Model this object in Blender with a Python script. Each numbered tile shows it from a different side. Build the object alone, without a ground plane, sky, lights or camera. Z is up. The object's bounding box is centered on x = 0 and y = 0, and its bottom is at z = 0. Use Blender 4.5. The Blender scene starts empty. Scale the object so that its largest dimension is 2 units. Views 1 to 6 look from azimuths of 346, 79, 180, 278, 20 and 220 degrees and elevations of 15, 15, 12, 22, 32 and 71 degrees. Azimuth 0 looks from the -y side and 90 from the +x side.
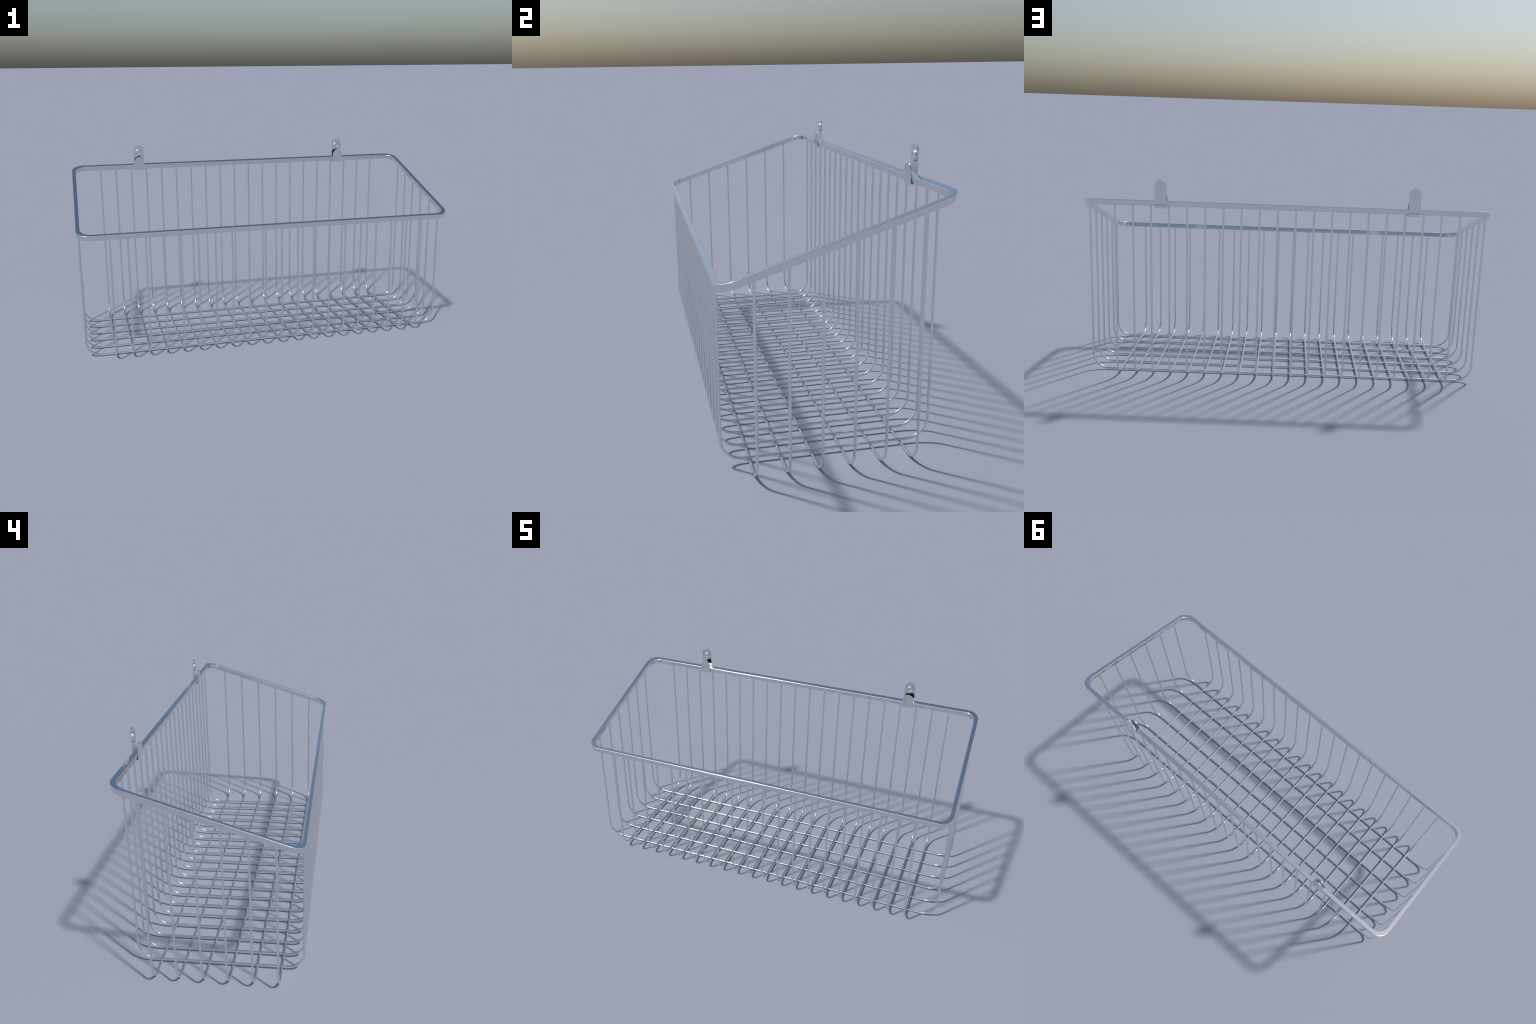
"""Chromed wire basket with a slanted rectangular rim and two hanging hooks."""
import bpy, bmesh, math
from mathutils import Vector

# ------------------------------------------------------------------ sizes (m)
WIRE_R = 0.0049            # wire radius
CROSS_N, CROSS_X = 20, 0.84        # cross wires, evenly spaced from -x to +x
CROSS_FRONT, CROSS_BACK = -0.3667, 0.3690
CROSS_Z, CROSS_BEND = 0.0138, 0.0765
LONG_N, LONG_Y0, LONG_Y1 = 6, -0.2694, 0.2677   # lengthwise wires under the cross wires
LONG_X, LONG_Z, LONG_BEND = 0.9897, 0.0049, 0.078

SLOPE = 0.3262                     # the opening rises towards the back


def rim_top(y):
    return 0.6710 + SLOPE * (y + 0.3818)


def rim_bottom(y):
    return 0.6459 + SLOPE * (y + 0.3793)


# ------------------------------------------------------------------ material
def chrome(name, base, rough, bump=0.0):
    m = bpy.data.materials.new(name)
    m.use_nodes = True
    nt = m.node_tree
    b = nt.nodes["Principled BSDF"]
    b.inputs["Metallic"].default_value = 1.0
    tc = nt.nodes.new("ShaderNodeTexCoord")
    n = nt.nodes.new("ShaderNodeTexNoise")
    n.inputs["Scale"].default_value = 9.0
    n.inputs["Detail"].default_value = 3.0
    nt.links.new(tc.outputs["Object"], n.inputs["Vector"])
    ramp = nt.nodes.new("ShaderNodeValToRGB")
    ramp.color_ramp.elements[0].position = 0.3
    ramp.color_ramp.elements[1].position = 0.7
    ramp.color_ramp.elements[0].color = (*[c * 0.985 for c in base], 1)
    ramp.color_ramp.elements[1].color = (*base, 1)
    nt.links.new(n.outputs["Fac"], ramp.inputs["Fac"])
    nt.links.new(ramp.outputs["Color"], b.inputs["Base Color"])
    mr = nt.nodes.new("ShaderNodeMapRange")
    mr.inputs["To Min"].default_value = rough * 0.9
    mr.inputs["To Max"].default_value = rough * 1.1
    nt.links.new(n.outputs["Fac"], mr.inputs["Value"])
    nt.links.new(mr.outputs["Result"], b.inputs["Roughness"])
    return m


ROUGH = 0.105
CHROME = chrome("chrome_plating", (0.80, 0.80, 0.80), ROUGH)
SCREW_CHROME = chrome("polished_screw_metal", (0.80, 0.80, 0.80), ROUGH)


# ------------------------------------------------------------------ helpers
def add_object(name, mesh, parent, mat):
    mesh.materials.clear()
    mesh.materials.append(mat)
    o = bpy.data.objects.new(name, mesh)
    bpy.context.scene.collection.objects.link(o)
    o.parent = parent
    return o


def finish(bm, name, smooth=True, recalc=True):
    if recalc:
        bmesh.ops.recalc_face_normals(bm, faces=bm.faces)
    me = bpy.data.meshes.new(name)
    bm.to_mesh(me)
    bm.free()
    for p in me.polygons:
        p.use_smooth = smooth
    return me


def weight_normals(o):
    w = o.modifiers.new("weighted_normals", "WEIGHTED_NORMAL")
    w.mode = "FACE_AREA"
    w.weight = 100
    w.keep_sharp = True


def u_path(a0, a1, z0, bend, top0, top1, steps=18):
    """U-shaped wire path in a plane: list of (along, z)."""
    pts = [(a0, top0)]
    for k in range(steps + 1):
        t = math.pi + k / steps * math.pi / 2
        pts.append((a0 + bend + bend * math.cos(t), z0 + bend + bend * math.sin(t)))
    for k in range(steps + 1):
        t = 1.5 * math.pi + k / steps * math.pi / 2
        pts.append((a1 - bend + bend * math.cos(t), z0 + bend + bend * math.sin(t)))
    pts.append((a1, top1))
    return pts


def tube(path, side, radius, sides=20):
    """Round wire swept along a planar path; side is the plane's normal."""
    bm = bmesh.new()
    rings = []
    side = Vector(side)
    pts = [Vector(p) for p in path]
    for i, p in enumerate(pts):
        if i == 0:
            t = pts[1] - p
        elif i == len(pts) - 1:
            t = p - pts[i - 1]
        else:
            t = (pts[i + 1] - p).normalized() + (p - pts[i - 1]).normalized()
        t.normalize()
        n = side.cross(t).normalized()
        rings.append([bm.verts.new(p + radius * (math.cos(a) * side + math.sin(a) * n))
                      for a in [2 * math.pi * k / sides for k in range(sides)]])
    for r0, r1 in zip(rings, rings[1:]):
        for k in range(sides):
            bm.faces.new((r0[k], r0[(k + 1) % sides], r1[(k + 1) % sides], r1[k]))
    for ring in (list(reversed(rings[0])), rings[-1]):      # end caps, kept apart so the shading stays straight
        bm.faces.new([bm.verts.new(v.co) for v in ring])
    return bm


def fillet(corners, radius, seg):
    """Round the corners of a closed polygon of Vectors."""
    out = []
    n = len(corners)
    for i, p in enumerate(corners):
        a = (corners[i - 1] - p).normalized() * radius
        b = (corners[(i + 1) % n] - p).normalized() * radius
        for k in range(seg + 1):
            t = k / seg
            out.append(p + a * (1 - t) ** 2 + b * t ** 2)
    return out


# ------------------------------------------------------------------ rim
def rounded_rect(hx, y0, y1, r, seg=16):
    pts = []
    for cx, cy, a in ((hx - r, y1 - r, 0), (-hx + r, y1 - r, 90), (-hx + r, y0 + r, 180), (hx - r, y0 + r, 270)):
        for k in range(seg + 1):
            t = math.radians(a + 90 * k / seg)
            pts.append((cx + r * math.cos(t), cy + r * math.sin(t)))
    return pts


def build_rim():
    outer_top = rounded_rect(1.0, -0.3818, 0.3777, 0.062)
    outer_low = rounded_rect(1.0, -0.3793, 0.3784, 0.062)
    inner_top = rounded_rect(0.9795, -0.3655, 0.3566, 0.054)
    inner_low = rounded_rect(0.9795, -0.3590, 0.3600, 0.054)
    bm = bmesh.new()
    rings = []
    for ot, ol, it, il in zip(outer_top, outer_low, inner_top, inner_low):
        quad = [Vector((*ot, rim_top(ot[1]))), Vector((*it, rim_top(it[1]))),
                Vector((*il, rim_bottom(il[1]))), Vector((*ol, rim_bottom(ol[1])))]
        rings.append([bm.verts.new(p) for p in fillet(quad, 0.0030, 4)])
    n, m = len(rings), len(rings[0])
    for i in range(n):
        r0, r1 = rings[i], rings[(i + 1) % n]
        for k in range(m):
            bm.faces.new((r0[k], r0[(k + 1) % m], r1[(k + 1) % m], r1[k]))
    return finish(bm, "rim")


# ------------------------------------------------------------------ hook
HOOK_X, HOOK_HALF, HOOK_T = 0.6143, 0.0289, 0.0045
HOOK_LOW = 0.8836
PLATE_Y, TAB_Y = 0.3788, 0.3532
PLATE_TOP, TAB_TOP = 1.0215, 0.9570
SCREW_Z, SCREW_R, SCREW_H = 0.979, 0.0215, 0.0065


def bend_points(p, q, r, radius, seg=6):
    """Arc-like bend at q on the way from p to r."""
    p, q, r = Vector(p), Vector(q), Vector(r)
    a, b = (p - q).normalized() * radius, (r - q).normalized() * radius
    return [tuple(q + a * (1 - t) ** 2 + b * t ** 2) for t in [k / seg for k in range(seg + 1)]]


def build_hook():
    """Flat strip bent into a J around the rim; both ends are half-round."""
    end_a, end_b = (PLATE_Y, PLATE_TOP), (TAB_Y, TAB_TOP)
    low_a, low_b = (PLATE_Y + 0.0007, HOOK_LOW), (TAB_Y + 0.0022, HOOK_LOW)
    line = []
    R = HOOK_HALF
    for k in range(13):                                  # half-round top of the plate
        t = math.pi / 2 * k / 12
        line.append(((PLATE_Y, PLATE_TOP - R + R * math.cos(t)), R * math.sin(t)))
    for z in (0.9030, 0.9015):                           # slight crank outwards above the fold
        line.append(((PLATE_Y, z), R))
    for z in (0.8935, 0.8920):
        line.append(((PLATE_Y + 0.0007, z), R))
    for p in bend_points((PLATE_Y + 0.0007, 0.9), low_a, low_b, 0.0050):
        line.append((p, R))
    for p in bend_points(low_a, low_b, end_b, 0.0055):
        line.append((p, R))
    e, q = Vector(end_b), Vector(low_b)
    up = (e - q).normalized()
    for k in range(13):
        t = math.pi / 2 * (12 - k) / 12
        p = e - up * (R - R * math.cos(t))
        line.append((tuple(p), R * math.sin(t)))
    bm = bmesh.new()
    rows = []
    pts = [Vector((0, *p)) for p, _ in line]
    for i, (p, w) in enumerate(line):
        a, b = pts[max(i - 1, 0)], pts[min(i + 1, len(pts) - 1)]
        t = (b - a).normalized()
        n = Vector((1, 0, 0)).cross(t).normalized() * (HOOK_T / 2)
        c, w = pts[i], max(w, 0.0008)
        bev = 0.0007
        dx = Vector((1, 0, 0))
        nn = n.normalized()
        quad = [c - dx * w + n, c + dx * w + n, c + dx * w - n, c - dx * w - n]
        rows.append([bm.verts.new(v) for v in fillet(quad, bev, 2)])
    m = len(rows[0])
    for r0, r1 in zip(rows, rows[1:]):
        for k in range(m):
            bm.faces.new((r0[k], r0[(k + 1) % m], r1[(k + 1) % m], r1[k]))
    bm.faces.new(rows[0])
    bm.faces.new(list(reversed(rows[-1])))
    return finish(bm, "hanging_hook")


def build_screw():
    """Pan head with a rounded edge and a small cross recess, axis along -y."""
    bm = bmesh.new()
    seg = 64
    prof = [(SCREW_R, 0.0)]
    er = 0.0058
    for k in range(9):
        t = math.pi / 2 * k / 8
        prof.append((SCREW_R - er + er * math.cos(t), SCREW_H - er * 0.85 + er * 0.85 * math.sin(t)))
    for r in (0.0125, 0.009, 0.0070, 0.0058, 0.0046, 0.0030, 0.0016):
        prof.append((r, SCREW_H))
    rings = []
    for r, h in prof:
        ring = []
        for k in range(seg):
            a = 2 * math.pi * k / seg
            depth = 0.0
            if r < 0.0075:
                arms = abs(math.cos(2 * a)) ** 3          # four arms
                reach = 0.0028 + 0.0040 * arms
                depth = 0.0032 * max(0.0, min(1.0, (reach - r) / 0.0018 + 0.4))
            ring.append(bm.verts.new((r * math.cos(a), -(h - depth), r * math.sin(a))))
        rings.append(ring)
    for r0, r1 in zip(rings, rings[1:]):
        for k in range(seg):
            bm.faces.new((r0[k], r0[(k + 1) % seg], r1[(k + 1) % seg], r1[k]))
    bm.faces.new(rings[-1])
    return finish(bm, "screw_head")


# ------------------------------------------------------------------ assembly
def main():
    root = bpy.data.objects.new("wire_basket", None)
    bpy.context.scene.collection.objects.link(root)
    root["label"] = "shiny chrome wire basket with slanted rim and hooks"
    root["category"] = "basket"

    rim = add_object("rim", build_rim(), root, CHROME)
    weight_normals(rim)

    into = 0.012                       # wires end inside the rim
    path = [(0, a, z) for a, z in u_path(CROSS_FRONT, CROSS_BACK, CROSS_Z, CROSS_BEND,
                                         rim_bottom(CROSS_FRONT) + into, rim_bottom(CROSS_BACK) + into)]
    cross = finish(tube(path, (1, 0, 0), WIRE_R), "cross_wire")
    first = add_object("cross_wire", cross, root, CHROME)
    for i in range(CROSS_N):
        o = first if i == 0 else first.copy()
        if i:
            bpy.context.scene.collection.objects.link(o)
        o.location = (-CROSS_X + 2 * CROSS_X * i / (CROSS_N - 1), 0, 0)

    for j in range(LONG_N):
        y = LONG_Y0 + (LONG_Y1 - LONG_Y0) * j / (LONG_N - 1)
        top = rim_bottom(y) + into
        path = [(a, 0, z) for a, z in u_path(-LONG_X, LONG_X, LONG_Z, LONG_BEND, top, top)]
        o = add_object("long_wire", finish(tube(path, (0, 1, 0), WIRE_R), "long_wire"), root, CHROME)
        o.location = (0, y, 0)

    hook_mesh, screw_mesh = build_hook(), build_screw()
    for sx in (-1, 1):
        hook = add_object("hanging_hook", hook_mesh, root, CHROME)
        hook.location = (sx * HOOK_X, 0, 0)
        weight_normals(hook)
        screw = add_object("screw_head", screw_mesh, hook, SCREW_CHROME)
        screw.location = (0, PLATE_Y - HOOK_T / 2 + 0.0003, SCREW_Z)


main()
